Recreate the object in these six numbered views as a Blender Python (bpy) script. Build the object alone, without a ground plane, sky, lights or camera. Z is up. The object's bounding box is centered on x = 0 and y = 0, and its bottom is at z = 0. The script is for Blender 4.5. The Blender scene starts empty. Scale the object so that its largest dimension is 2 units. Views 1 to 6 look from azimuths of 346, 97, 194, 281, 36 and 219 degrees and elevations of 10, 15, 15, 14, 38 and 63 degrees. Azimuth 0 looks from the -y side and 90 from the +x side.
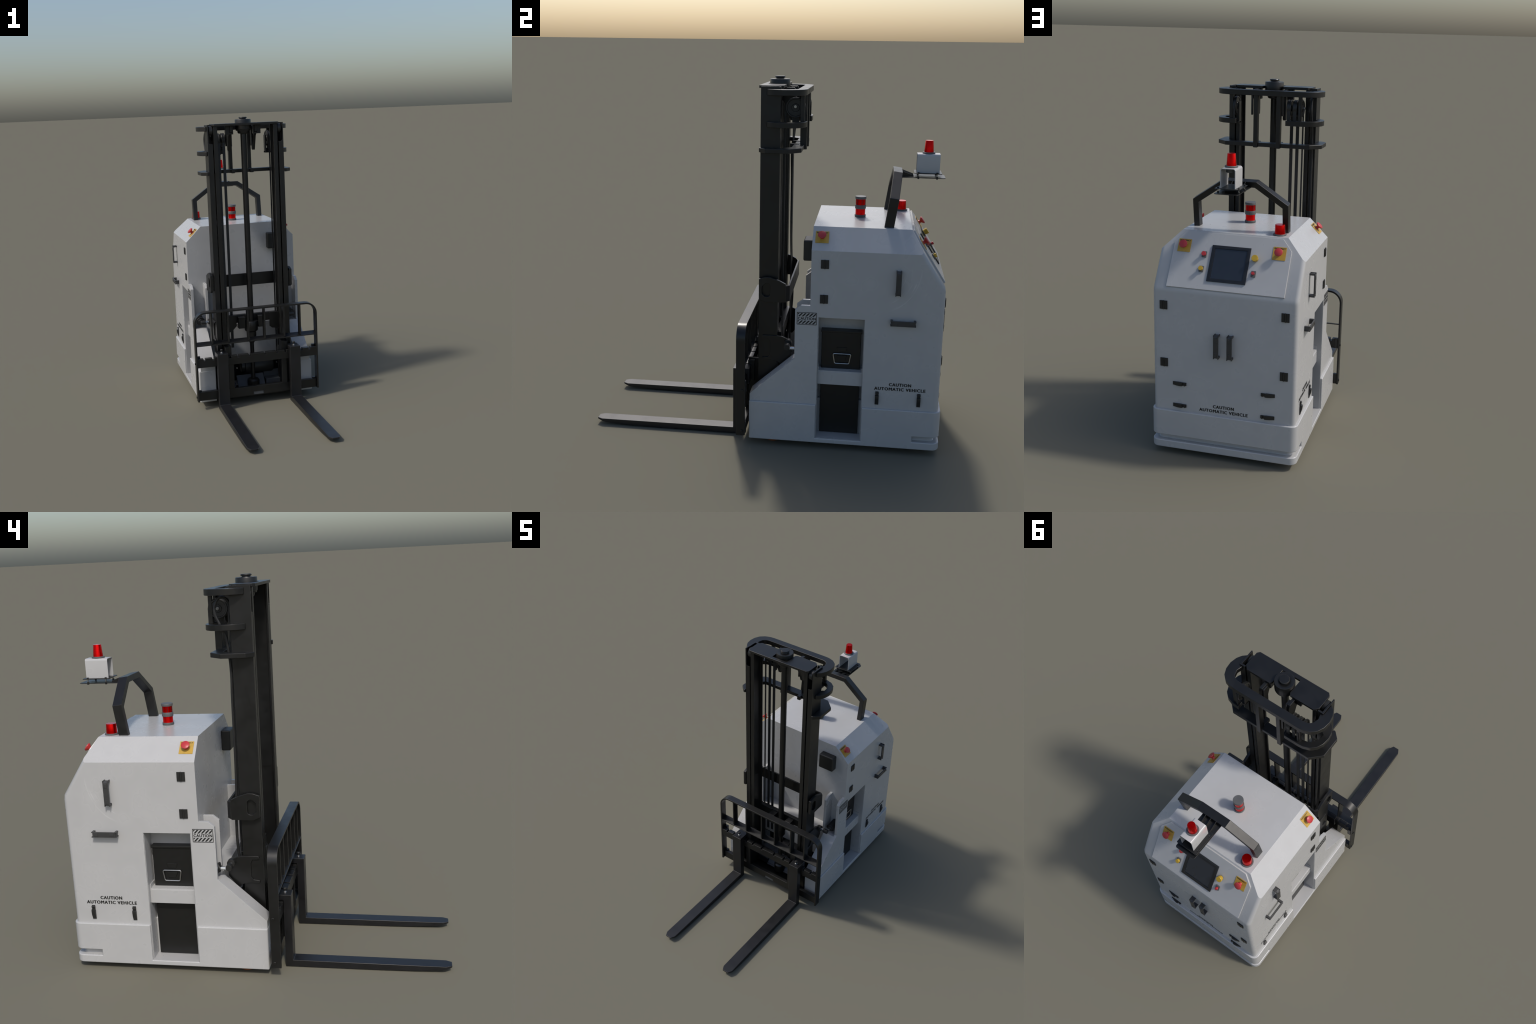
# An automatic pallet-stacking truck: white sheet-metal body, black duplex mast,
# fork carriage with load guard, warning lights, console and decals.
import bpy, bmesh, math
from mathutils import Vector, Matrix

# ------------------------------------------------------------------ materials
def new_mat(name):
    m = bpy.data.materials.new(name)
    m.use_nodes = True
    nt = m.node_tree
    b = nt.nodes["Principled BSDF"]
    return m, nt, b

def node(nt, kind, **kw):
    n = nt.nodes.new(kind)
    for k, v in kw.items():
        setattr(n, k, v)
    return n

def mixc(nt, fac, a, b):
    """colour mix; fac / a / b may be sockets or values"""
    n = node(nt, "ShaderNodeMix", data_type='RGBA')
    for i, v in ((0, fac), (6, a), (7, b)):
        if hasattr(v, "is_linked"):
            nt.links.new(v, n.inputs[i])
        else:
            n.inputs[i].default_value = v if i == 0 else (*v, 1)
    return n.outputs[2]

def math_n(nt, op, a, b=None, clamp=False):
    n = node(nt, "ShaderNodeMath", operation=op, use_clamp=clamp)
    for i, v in enumerate((a, b)):
        if v is None:
            continue
        if hasattr(v, "is_linked"):
            nt.links.new(v, n.inputs[i])
        else:
            n.inputs[i].default_value = v
    return n.outputs[0]

def noise(nt, scale, detail=4, rough=0.6, stretch=None):
    tc = node(nt, "ShaderNodeTexCoord")
    n = node(nt, "ShaderNodeTexNoise")
    n.inputs["Scale"].default_value = scale
    n.inputs["Detail"].default_value = detail
    n.inputs["Roughness"].default_value = rough
    src = tc.outputs["Object"]
    if stretch:
        mp = node(nt, "ShaderNodeMapping")
        mp.inputs["Scale"].default_value = stretch[0]
        mp.inputs["Rotation"].default_value = stretch[1]
        nt.links.new(src, mp.inputs[0])
        src = mp.outputs[0]
    nt.links.new(src, n.inputs[0])
    return n.outputs["Fac"]

def ramp(nt, src, lo, hi):
    n = node(nt, "ShaderNodeMapRange")
    n.inputs[1].default_value, n.inputs[2].default_value = lo, hi
    nt.links.new(src, n.inputs[0])
    return n.outputs[0]

def edge_mask(nt, radius, lo=0.0, hi=0.12):
    """1 on worn edges, from the difference of rounded and true normal"""
    bv = node(nt, "ShaderNodeBevel", samples=6)
    bv.inputs[0].default_value = radius
    g = node(nt, "ShaderNodeNewGeometry")
    d = node(nt, "ShaderNodeVectorMath", operation='DOT_PRODUCT')
    nt.links.new(bv.outputs[0], d.inputs[0])
    nt.links.new(g.outputs["Normal"], d.inputs[1])
    return ramp(nt, math_n(nt, 'SUBTRACT', 1.0, d.outputs["Value"]), lo, hi)

def simple(name, col, rough=0.4, metal=0.0, spec=0.5, coat=0.0, var=0.12, scale=30.0):
    m, nt, b = new_mat(name)
    f = ramp(nt, noise(nt, scale), 0.3, 0.7)
    c = mixc(nt, f, tuple(x * (1 - var) for x in col), tuple(min(1, x * (1 + var)) for x in col))
    nt.links.new(c, b.inputs["Base Color"])
    b.inputs["Roughness"].default_value = rough
    b.inputs["Metallic"].default_value = metal
    b.inputs["Specular IOR Level"].default_value = spec
    b.inputs["Coat Weight"].default_value = coat
    b.inputs["Coat Roughness"].default_value = 0.08
    return m

def painted_white(name, base=(0.455, 0.455, 0.452), dusty=False):
    m, nt, b = new_mat(name)
    blot = ramp(nt, noise(nt, 11, 2, 0.5), 0.3, 0.7)
    c = mixc(nt, blot, base, tuple(x * 0.955 for x in base))
    if dusty:
        sp = ramp(nt, noise(nt, 150, 3, 0.7), 0.55, 0.8)
        c = mixc(nt, math_n(nt, 'MULTIPLY', sp, 0.3), c, tuple(min(1, x * 1.3) for x in base))
    else:
        # fine arc-shaped rub marks around the side handles
        tc = node(nt, "ShaderNodeTexCoord")
        sep = node(nt, "ShaderNodeSeparateXYZ")
        nt.links.new(tc.outputs["Object"], sep.inputs[0])
        dy = math_n(nt, 'SUBTRACT', sep.outputs[1], 0.575)
        dz = math_n(nt, 'SUBTRACT', sep.outputs[2], 1.050)
        r = math_n(nt, 'SQRT', math_n(nt, 'ADD', math_n(nt, 'MULTIPLY', dy, dy), math_n(nt, 'MULTIPLY', dz, dz)))
        ang = math_n(nt, 'ARCTAN2', dz, dy)
        cx = node(nt, "ShaderNodeCombineXYZ")
        nt.links.new(math_n(nt, 'MULTIPLY', r, 170.0), cx.inputs[0])
        nt.links.new(math_n(nt, 'MULTIPLY', ang, 1.6), cx.inputs[1])
        nn = node(nt, "ShaderNodeTexNoise")
        nn.inputs["Scale"].default_value, nn.inputs["Detail"].default_value = 1.0, 2.0
        nt.links.new(cx.outputs[0], nn.inputs[0])
        line = ramp(nt, nn.outputs["Fac"], 0.56, 0.68)
        band = math_n(nt, 'MULTIPLY', ramp(nt, r, 0.17, 0.195), ramp(nt, r, 0.285, 0.25))
        wedge = math_n(nt, 'MULTIPLY', ramp(nt, ang, -1.25, -0.95), ramp(nt, ang, 0.15, -0.15))
        onside = ramp(nt, math_n(nt, 'ABSOLUTE', sep.outputs[0]), 0.385, 0.392)
        k = math_n(nt, 'MULTIPLY', math_n(nt, 'MULTIPLY', line, band), math_n(nt, 'MULTIPLY', wedge, onside))
        c = mixc(nt, math_n(nt, 'MULTIPLY', k, 0.6), c, tuple(min(1, x * 1.28) for x in base))
        # a few loose pale specks
        sp = ramp(nt, noise(nt, 95, 2, 0.6), 0.735, 0.77)
        c = mixc(nt, math_n(nt, 'MULTIPLY', sp, 0.30), c, tuple(min(1, x * 1.25) for x in base))
    e = edge_mask(nt, 0.004, 0.02, 0.25)
    c = mixc(nt, math_n(nt, 'MULTIPLY', e, 0.25), c, tuple(min(1, x * 1.2) for x in base))
    nt.links.new(c, b.inputs["Base Color"])
    r = ramp(nt, blot, 0, 1)
    rr = node(nt, "ShaderNodeMapRange")
    rr.inputs[3].default_value, rr.inputs[4].default_value = 0.26, 0.31
    nt.links.new(r, rr.inputs[0])
    nt.links.new(rr.outputs[0], b.inputs["Roughness"])
    return m

def painted_black(name, base=(0.0075, 0.0075, 0.0072), edge=(0.075, 0.073, 0.068), rough=0.35, er=0.0035, amount=0.5, spec=0.5):
    m, nt, b = new_mat(name)
    blot = ramp(nt, noise(nt, 14, 5, 0.65), 0.3, 0.7)
    c = mixc(nt, blot, tuple(x * 0.85 for x in base), tuple(x * 1.2 for x in base))
    e = edge_mask(nt, er)
    br = ramp(nt, noise(nt, 60, 3), 0.3, 0.6)
    c = mixc(nt, math_n(nt, 'MULTIPLY', math_n(nt, 'MULTIPLY', e, br), amount), c, edge)
    nt.links.new(c, b.inputs["Base Color"])
    rr = node(nt, "ShaderNodeMapRange")
    rr.inputs[3].default_value, rr.inputs[4].default_value = rough - 0.05, rough + 0.08
    nt.links.new(blot, rr.inputs[0])
    nt.links.new(rr.outputs[0], b.inputs["Roughness"])
    b.inputs["Specular IOR Level"].default_value = spec
    return m

WHITE = painted_white("white_enamel")
DUSTY = painted_white("dusty_white_enamel", (0.42, 0.42, 0.42), dusty=True)
BLACK = painted_black("black_enamel_steel")
FORKM = painted_black("fork_steel", (0.0105, 0.0105, 0.0115), (0.14, 0.135, 0.13), 0.34, 0.003, 0.8)
CABLE = simple("rubber_black", (0.013, 0.013, 0.013), 0.5)
PLAST = simple("black_plastic", (0.017, 0.017, 0.016), 0.45)
GRIP = simple("charcoal_plastic", (0.042, 0.042, 0.042), 0.42)
DARK = simple("battery_case_black", (0.0075, 0.0075, 0.007), 0.4)
GREY = simple("grey_plastic", (0.095, 0.098, 0.10), 0.5)
CHROME = simple("bright_steel", (0.62, 0.64, 0.66), 0.18, 1.0)
STEEL = simple("zinc_steel", (0.42, 0.42, 0.41), 0.32, 1.0)
RED = simple("red_mushroom_plastic", (0.46, 0.037, 0.042), 0.36)
YELLOW = simple("yellow_plate", (0.47, 0.295, 0.045), 0.45)
KNOBY = simple("yellow_knob_plastic", (0.50, 0.32, 0.03), 0.4)
INK = simple("black_ink", (0.012, 0.012, 0.011), 0.5)
SCREEN = simple("screen_glass", (0.020, 0.026, 0.036), 0.16, coat=0.4, var=0.05)  # base colour tinted blue to hold the reflection seen on the glass
BEZEL = simple("screen_bezel", (0.013, 0.014, 0.016), 0.35)
TYRE = simple("orange_polyurethane", (0.22, 0.07, 0.02), 0.5)
PANW = simple("machine_bay_grey", (0.055, 0.06, 0.068), 0.5)

def lens_red():
    m, nt, b = new_mat("red_lamp_lens")
    f = ramp(nt, noise(nt, 25), 0.3, 0.7)
    c = mixc(nt, f, (0.62, 0.0, 0.0), (0.75, 0.002, 0.002))
    nt.links.new(c, b.inputs["Base Color"])
    b.inputs["Roughness"].default_value = 0.2
    b.inputs["Metallic"].default_value = 0.85
    return m
LENS = lens_red()

# ------------------------------------------------------------------ mesh helpers
def flip_ok(bm):
    bmesh.ops.recalc_face_normals(bm, faces=bm.faces[:])

def to_mesh(bm, name):
    me = bpy.data.meshes.new(name)
    bm.to_mesh(me)
    bm.free()
    return me

def prism_bm(pts, axis, a, b):
    """extrude a closed 2D polygon along x (pts=(y,z)), y (pts=(x,z)) or z (pts=(x,y))"""
    bm = bmesh.new()
    def P(p, t):
        return {'x': (t, p[0], p[1]), 'y': (p[0], t, p[1]), 'z': (p[0], p[1], t)}[axis]
    lo = [bm.verts.new(P(p, a)) for p in pts]
    hi = [bm.verts.new(P(p, b)) for p in pts]
    n = len(pts)
    bm.faces.new(lo)
    bm.faces.new(hi[::-1])
    for i in range(n):
        j = (i + 1) % n
        bm.faces.new((lo[i], hi[i], hi[j], lo[j]))
    flip_ok(bm)
    return bm

def prism(pts, axis, a, b):
    return to_mesh(prism_bm(pts, axis, a, b), "prism")

def box(x0, x1, y0, y1, z0, z1):
    return prism([(x0, y0), (x1, y0), (x1, y1), (x0, y1)], 'z', z0, z1)

def lathe(profile, segs=32, matrix=None):
    """revolve (r, h) about z; closed at the ends"""
    bm = bmesh.new()
    rings = []
    for r, h in profile:
        if r < 1e-6:
            rings.append([bm.verts.new((0, 0, h))])
        else:
            rings.append([bm.verts.new((r * math.cos(2 * math.pi * i / segs), r * math.sin(2 * math.pi * i / segs), h)) for i in range(segs)])
    for A, B in zip(rings, rings[1:]):
        for i in range(segs):
            j = (i + 1) % segs
            if len(A) == 1 and len(B) == 1:
                continue
            if len(A) == 1:
                bm.faces.new((A[0], B[j], B[i]))
            elif len(B) == 1:
                bm.faces.new((A[i], A[j], B[0]))
            else:
                bm.faces.new((A[i], A[j], B[j], B[i]))
    for R in (rings[0], rings[-1]):
        if len(R) > 1:
            bm.faces.new(R)
    flip_ok(bm)
    if matrix is not None:
        bm.transform(matrix)
    return to_mesh(bm, "lathe")

def aim(p, d):
    """matrix that puts local z along d at p"""
    return Matrix.Translation(Vector(p)) @ Vector(d).normalized().to_track_quat('Z', 'Y').to_matrix().to_4x4()

def rod(p, q, r, segs=20):
    d = Vector(q) - Vector(p)
    L = d.length
    c = min(r * 0.12, 0.0015)
    return lathe([(r - c, 0), (r, c), (r, L - c), (r - c, L)], segs, aim(p, d))

def sweep(path, sect, normal, closed=False):
    """sweep a rectangular/any section (u across in-plane, v along normal) along a planar
    polyline with mitred corners"""
    N = Vector(normal).normalized()
    pts = [Vector(p) for p in path]
    n = len(pts)
    bm = bmesh.new()
    rings = []
    for i, p in enumerate(pts):
        if closed:
            t0, t1 = (p - pts[i - 1]).normalized(), (pts[(i + 1) % n] - p).normalized()
        else:
            t0 = (p - pts[i - 1]).normalized() if i else (pts[1] - p).normalized()
            t1 = (pts[i + 1] - p).normalized() if i < n - 1 else t0
        t = (t0 + t1).normalized()
        s = N.cross(t).normalized()
        k = 1.0 / max(0.3, s.dot(N.cross(t0)))
        rings.append([bm.verts.new(p + s * (u * k) + N * v) for u, v in sect])
    m = len(sect)
    last = n if closed else n - 1
    for i in range(last):
        A, B = rings[i], rings[(i + 1) % n]
        for a in range(m):
            b = (a + 1) % m
            bm.faces.new((A[a], A[b], B[b], B[a]))
    if not closed:
        bm.faces.new(rings[0])
        bm.faces.new(rings[-1][::-1])
    flip_ok(bm)
    return to_mesh(bm, "sweep")

def rect(w, h):
    return [(-w / 2, -h / 2), (w / 2, -h / 2), (w / 2, h / 2), (-w / 2, h / 2)]

def rounded(pts, radii, seg=6):
    """round the corners of a closed 2D polygon; radii per corner (or one number)"""
    n = len(pts)
    if not isinstance(radii, (list, tuple)):
        radii = [radii] * n
    out = []
    for i in range(n):
        p, a, b = Vector(pts[i]), Vector(pts[i - 1]), Vector(pts[(i + 1) % n])
        r = radii[i]
        if r <= 0:
            out.append(tuple(p))
            continue
        u, v = (a - p).normalized(), (b - p).normalized()
        ang = u.angle(v)
        d = r / math.tan(ang / 2)
        c = p + (u + v).normalized() * (r / math.sin(ang / 2))
        s, e = p + u * d - c, p + v * d - c
        a0, a1 = math.atan2(s.y, s.x), math.atan2(e.y, e.x)
        da = (a1 - a0 + math.pi) % (2 * math.pi) - math.pi
        for k in range(seg + 1):
            t = a0 + da * k / seg
            out.append((c.x + r * math.cos(t), c.y + r * math.sin(t)))
    return out

def arc_path(pts, r, seg=6):
    """round inner corners of an open 2D polyline"""
    big = [pts[0]] + pts[1:-1] + [pts[-1]]
    rad = [0] + [r] * (len(pts) - 2) + [0]
    return rounded(big, rad, seg)

def plate(outline, holes, thick, bevel=0.0):
    """flat plate in local xy with real holes, thickness centred on z=0"""
    cu = bpy.data.curves.new("plate", 'CURVE')
    cu.dimensions, cu.fill_mode = '2D', 'BOTH'
    cu.extrude, cu.bevel_depth, cu.bevel_resolution = thick / 2 - bevel, bevel, 1
    cu.offset = -bevel
    for loop in [outline] + holes:
        sp = cu.splines.new('POLY')
        sp.points.add(len(loop) - 1)
        for q, p in zip(sp.points, loop):
            q.co = (p[0], p[1], 0, 1)
        sp.use_cyclic_u = True
    ob = bpy.data.objects.new("tmp", cu)
    bpy.context.scene.collection.objects.link(ob)
    me = bpy.data.meshes.new_from_object(ob.evaluated_get(bpy.context.evaluated_depsgraph_get()))
    bpy.data.objects.remove(ob)
    bpy.data.curves.remove(cu)
    bm = bmesh.new()
    bm.from_mesh(me)
    bmesh.ops.remove_doubles(bm, verts=bm.verts[:], dist=1e-5)
    flip_ok(bm)
    bm.to_mesh(me)
    bm.free()
    me.materials.clear()
    return me

def xform(me, M):
    me.transform(M)
    if M.determinant() < 0:
        me.flip_normals()
    return me

def mirror_x(me):
    return xform(me.copy(), Matrix.Scale(-1, 4, (1, 0, 0)))

def join(*meshes):
    bm = bmesh.new()
    for me in meshes:
        bm.from_mesh(me)
    return to_mesh(bm, "joined")

def cut(me, *cutters):
    """boolean difference of a mesh with a list of meshes, as plain mesh data"""
    sc = bpy.context.scene.collection
    ob = bpy.data.objects.new("cut_base", me)
    sc.objects.link(ob)
    tools = []
    for c in cutters:
        t = bpy.data.objects.new("cut_tool", c)
        sc.objects.link(t)
        tools.append(t)
        md = ob.modifiers.new("b", 'BOOLEAN')
        md.operation, md.solver, md.object = 'DIFFERENCE', 'EXACT', t
    res = bpy.data.meshes.new_from_object(ob.evaluated_get(bpy.context.evaluated_depsgraph_get()))
    for t in tools:
        bpy.data.objects.remove(t)
    bpy.data.objects.remove(ob)
    bm = bmesh.new()
    bm.from_mesh(res)
    bmesh.ops.remove_doubles(bm, verts=bm.verts[:], dist=1e-5)
    bmesh.ops.dissolve_limit(bm, angle_limit=math.radians(0.5), verts=bm.verts[:], edges=bm.edges[:])
    bm.to_mesh(res)
    bm.free()
    return res

ROOT = bpy.data.objects.new("automatic_forklift", None)
bpy.context.scene.collection.objects.link(ROOT)
ROOT["label"] = "white automatic forklift with black mast, forks and red beacons"
ROOT["category"] = "forklift"

def smooth(me, ang=33, sharp=True):
    bm = bmesh.new()
    bm.from_mesh(me)
    for f in bm.faces:
        f.smooth = True
    if sharp:
        for e in bm.edges:
            if len(e.link_faces) == 2 and e.calc_face_angle(0) > math.radians(ang):
                e.smooth = False
    bm.to_mesh(me)
    bm.free()

def add(name, me, mat, parent=None, bevel=0.0, segs=2, stuff=False):
    me.name = name
    me.materials.clear()
    me.materials.append(mat)
    smooth(me)
    ob = bpy.data.objects.new(name, me)
    bpy.context.scene.collection.objects.link(ob)
    ob.parent = parent or ROOT
    if bevel > 0:
        md = ob.modifiers.new("edge_round", 'BEVEL')
        md.width, md.segments = bevel, segs
        md.limit_method, md.angle_limit = 'ANGLE', math.radians(32)
        md.harden_normals = True
        md.use_clamp_overlap = True
    if stuff:
        ob["kind"] = "stuff"
    return ob

def again(ob, matrix):
    """another copy of a part sharing its mesh"""
    o = ob.copy()
    bpy.context.scene.collection.objects.link(o)
    o.parent = ob.parent
    o.matrix_local = matrix
    return o

T = Matrix.Translation
def R(deg, ax):
    return Matrix.Rotation(math.radians(deg), 4, ax)

# ================================================================== BODY
SX = 0.3990          # half width of the upper body
side = [(-0.068, 0.040), (-0.068, 0.298), (0.175, 0.517), (0.175, 0.797), (0.207, 0.822), (0.255, 0.822),
        (0.255, 1.2345), (0.774, 1.2345), (0.954, 0.956), (0.9585, 0.930), (0.9585, 0.040)]
bm = prism_bm(side, 'x', -SX, SX)
rear = [e for e in bm.edges if abs(abs(e.verts[0].co.x) - SX) < 1e-4 and abs(e.verts[0].co.x - e.verts[1].co.x) < 1e-4
        and min(v.co.y for v in e.verts) > 0.77 and abs(e.verts[0].co.z - e.verts[1].co.z) > 0.01]
bmesh.ops.bevel(bm, geom=rear, offset=0.025, segments=6, profile=0.5, affect='EDGES')
hull = to_mesh(bm, "hull")
shoulder = prism([(0.291, 1.2345), (0.3990, 1.1270), (0.47, 1.0564), (0.47, 1.3), (0.2252, 1.3)], 'y', 0.1, 1.2)
def groove_tool(grow):
    a, b = 0.380 - grow, 0.942 - grow
    c = [(-0.6, 0.825 - grow), (-a, 0.825 - grow)] + rounded([(-a, 0.80), (-a, b), (a, b), (a, 0.80)], [0, 0.03, 0.03, 0])[1:-1] + [(a, 0.825 - grow), (0.6, 0.825 - grow), (0.6, 1.2), (-0.6, 1.2)]
    return prism(c, 'z', 0.077 - grow, 0.109 + grow)
RY0, RY1 = 0.300, 0.547
cutters = [shoulder, mirror_x(shoulder),
           box(-0.295, 0.295, -0.2, 0.175, 0.0, 1.3),             # mast well
           box(-0.275, 0.275, 0.10, 0.255, 0.513, 1.3),           # above the ledge
           box(0.293, 0.379, 0.120, 0.255, 0.505, 1.3),           # tilt cylinder slots
           box(-0.379, -0.293, 0.120, 0.255, 0.505, 1.3),
           box(-0.275, 0.275, 0.10, 0.285, 0.050, 0.245),         # machine bay under the ledge
           box(0.288, 0.6, RY0, RY1, 0.062, 0.760),               # battery openings
           box(-0.6, -0.288, RY0, RY1, 0.062, 0.760), groove_tool(0.004)]
body = add("body_shell", cut(hull, *cutters), WHITE, bevel=0.0042, segs=3)

# lower skirt, one centimetre proud
sk = rounded([(-0.411, -0.070), (0.411, -0.070), (0.411, 0.9725), (-0.411, 0.9725)], [0.008, 0.008, 0.042, 0.042], 8)
skm = prism(sk, 'z', 0.034, 0.259)
skirt = add("skirt", cut(skm, box(-0.2935, 0.2935, -0.2, 0.30, -0.1, 0.4),
            box(0.31, 0.6, RY0 - 0.002, RY1 + 0.002, 0.0605, 0.5), box(-0.6, -0.31, RY0 - 0.002, RY1 + 0.002, 0.0605, 0.5), groove_tool(0.0)), WHITE, bevel=0.0055, segs=3)

# dusty linings of the battery openings, floor and rear cheeks
def opening_lining(s):
    parts = [box(0.303, 0.408, RY0 + 0.001, RY1 - 0.001, 0.060, 0.0635),
             box(0.290, 0.3965, RY1 - 0.003, RY1 - 0.001, 0.064, 0.758),
             box(0.290, 0.3965, RY0 + 0.001, RY0 + 0.003, 0.064, 0.758)]
    me = join(*parts)
    return me if s > 0 else mirror_x(me)
for s in (1, -1):
    add("opening_lining", opening_lining(s), DUSTY, body)

# battery cases, shelf and pull handle in each opening
case = join(box(0.262, 0.3290, 0.317, 0.530, 0.440, 0.659), box(0.24, 0.3310, 0.317, 0.530, 0.067, 0.400))
lid = box(0.257, 0.3360, 0.3135, 0.5350, 0.657, 0.668)
shelf = join(box(0.302, 0.370, RY0 + 0.003, RY1 - 0.003, 0.437, 0.448), box(0.3620, 0.372, RY0 + 0.003, RY1 - 0.003, 0.369, 0.4425),
             box(0.302, 0.3705, RY0 + 0.003, RY0 + 0.007, 0.372, 0.470), box(0.302, 0.3705, RY1 - 0.007, RY1 - 0.003, 0.372, 0.470),
             prism([(RY1 - 0.0030, 0.300), (RY1 - 0.0025, 0.480), (RY1 + 0.0005, 0.490), (RY1 + 0.0005, 0.300)], 'x', 0.378, 0.3965))
hpath = rounded([(0.381, 0.537), (0.479, 0.537), (0.469, 0.481), (0.391, 0.481)], 0.008, 4)
grip_loop = sweep([(0.336, p[0], p[1]) for p in hpath], [(0.0036 * math.cos(a * math.pi / 4), 0.0036 * math.sin(a * math.pi / 4)) for a in range(8)], (1, 0, 0), closed=True)
catch = join(prism([(0.400, 0.572), (0.458, 0.572), (0.450, 0.548), (0.408, 0.548)], 'x', 0.328, 0.333), prism([(0.402, 0.526), (0.458, 0.526), (0.448, 0.496), (0.412, 0.496)], 'x', 0.328, 0.334))
for s in (1, -1):
    f = (lambda m: m.copy()) if s > 0 else mirror_x
    bc = add("battery_case", f(case), DARK, bevel=0.003)
    add("battery_lid", f(lid), DARK, bc, bevel=0.002)
    add("battery_shelf", f(shelf), WHITE, body, bevel=0.0012)
    add("carry_handle", f(grip_loop), STEEL, bc)
    add("handle_catch", f(catch), DARK, bc, bevel=0.001)

# ---- console on the rear slope
c0 = Vector((0, 0.774, 1.231))
ct = (Vector((0, 0.952, 0.956)) - c0).normalized()        # down the slope
cn = Vector((0, -ct.z, ct.y)).normalized()
if cn.y < 0:
    cn = -cn
def console(x, s, off=0.0):
    """matrix: local x = -world x (reading direction from behind), y = up the slope, z = outward"""
    M = Matrix(((-1, 0, 0), (0, -ct.y, cn.y), (0, -ct.z, cn.z))).to_4x4()
    return T(c0 + ct * s + cn * off + Vector((x, 0, 0))) @ M

panel_pts = [(-0.268, -0.0085), (0.268, -0.0085), (0.322, -0.073), (0.322, -0.3235), (-0.322, -0.3235), (-0.322, -0.073)]
panel = add("console_panel", prism(rounded(panel_pts, [0.01, 0.01, 0.01, 0, 0, 0.01], 3), 'z', -0.006, 0.0105), WHITE, body, bevel=0.0016)
panel.matrix_local = console(0, 0)

bez = plate([(-0.106, -0.1), (0.106, -0.1), (0.106, 0.1), (-0.106, 0.1)], [[(-0.088, -0.083), (0.088, -0.083), (0.088, 0.083), (-0.088, 0.083)]], 0.012, 0.0012)
scr = add("touch_screen", xform(bez, T((0, 0, 0.0115))), BEZEL, body)
scr.matrix_local = console(0.0, 0.1765, 0.0)
glass = add("screen_glass", box(-0.089, 0.089, -0.084, 0.084, 0.0, 0.0135), SCREEN, scr)

def text_mesh(txt, width, height, weight=0.0, depth=0.0012, bold=0.0):
    """built-in font; bold = stacked copies shifted by a stroke, each a hair lower"""
    cu = bpy.data.curves.new("txt", 'FONT')
    cu.body = txt
    cu.align_x, cu.align_y = 'CENTER', 'CENTER'
    cu.size = 1.0
    cu.offset = weight
    cu.extrude = 0.5
    cu.space_character = 1.0 + 3.2 * bold
    cu.resolution_u = 3
    ob = bpy.data.objects.new("tmp", cu)
    bpy.context.scene.collection.objects.link(ob)
    me = bpy.data.meshes.new_from_object(ob.evaluated_get(bpy.context.evaluated_depsgraph_get()))
    bpy.data.objects.remove(ob)
    bpy.data.curves.remove(cu)
    if bold:
        shifts = [(bold, 0), (-bold, 0), (0, bold * 0.5), (0, -bold * 0.5), (bold * 0.5, 0), (-bold * 0.5, 0)]
        me = join(me, *[xform(me.copy(), T((dx, dy, -0.06 * (i + 1)))) for i, (dx, dy) in enumerate(shifts)])
    xs = [v.co.x for v in me.vertices]
    ys = [v.co.y for v in me.vertices]
    cx, cy = (min(xs) + max(xs)) / 2, (min(ys) + max(ys)) / 2
    S = Matrix.Diagonal((width / (max(xs) - min(xs)), height / (max(ys) - min(ys)), depth, 1))
    me.transform(S @ T((-cx, -cy, 0)))
    return me

# ---- emergency stops
stop_plate = prism(rounded([(-0.0355, -0.036), (0.0355, -0.036), (0.0355, 0.036), (-0.0355, 0.036)], 0.002, 2), 'z', 0.0, 0.002)
mush = lathe([(0.0125, 0.0015), (0.0115, 0.004), (0.0085, 0.010), (0.0085, 0.011), (0.013, 0.016), (0.0205, 0.0225), (0.0222, 0.026), (0.0218, 0.029), (0.0185, 0.031), (0.0, 0.0318)], 28)
etxt = text_mesh("EMERGENCY", 0.060, 0.0085, 0.0, 0.0008, 0.04)
proto = {}
def emergency(M, parent):
    if not proto:
        proto["p"] = add("emergency_stop", stop_plate, YELLOW, parent)
        proto["b"] = add("mushroom_button", mush, RED, proto["p"])
        proto["t"] = add("emergency_lettering", xform(etxt, T((0, 0.0275, 0.0022))), INK, proto["p"])
        proto["p"].matrix_local = M
    else:
        p = again(proto["p"], M)
        for k in "bt":
            c = again(proto[k], Matrix())
            c.parent = p
def shoulder_frame(sg, y, s):
    t = Vector((sg * 0.1055, 0, -0.105)).normalized()
    n = Vector((sg * 0.105, 0, 0.1055)).normalized()
    up = -t
    xr = up.cross(n)
    M = Matrix((xr, up, n)).transposed().to_4x4()
    return T(Vector((sg * 0.291, y, 1.2345)) + t * s + n * 0.0003) @ M
emergency(console(0.2625, 0.091, 0.0108), ROOT)
emergency(console(-0.259, 0.091, 0.0108), ROOT)
emergency(shoulder_frame(1, 0.305, 0.069), ROOT)
emergency(shoulder_frame(-1, 0.305, 0.069), ROOT)

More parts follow.
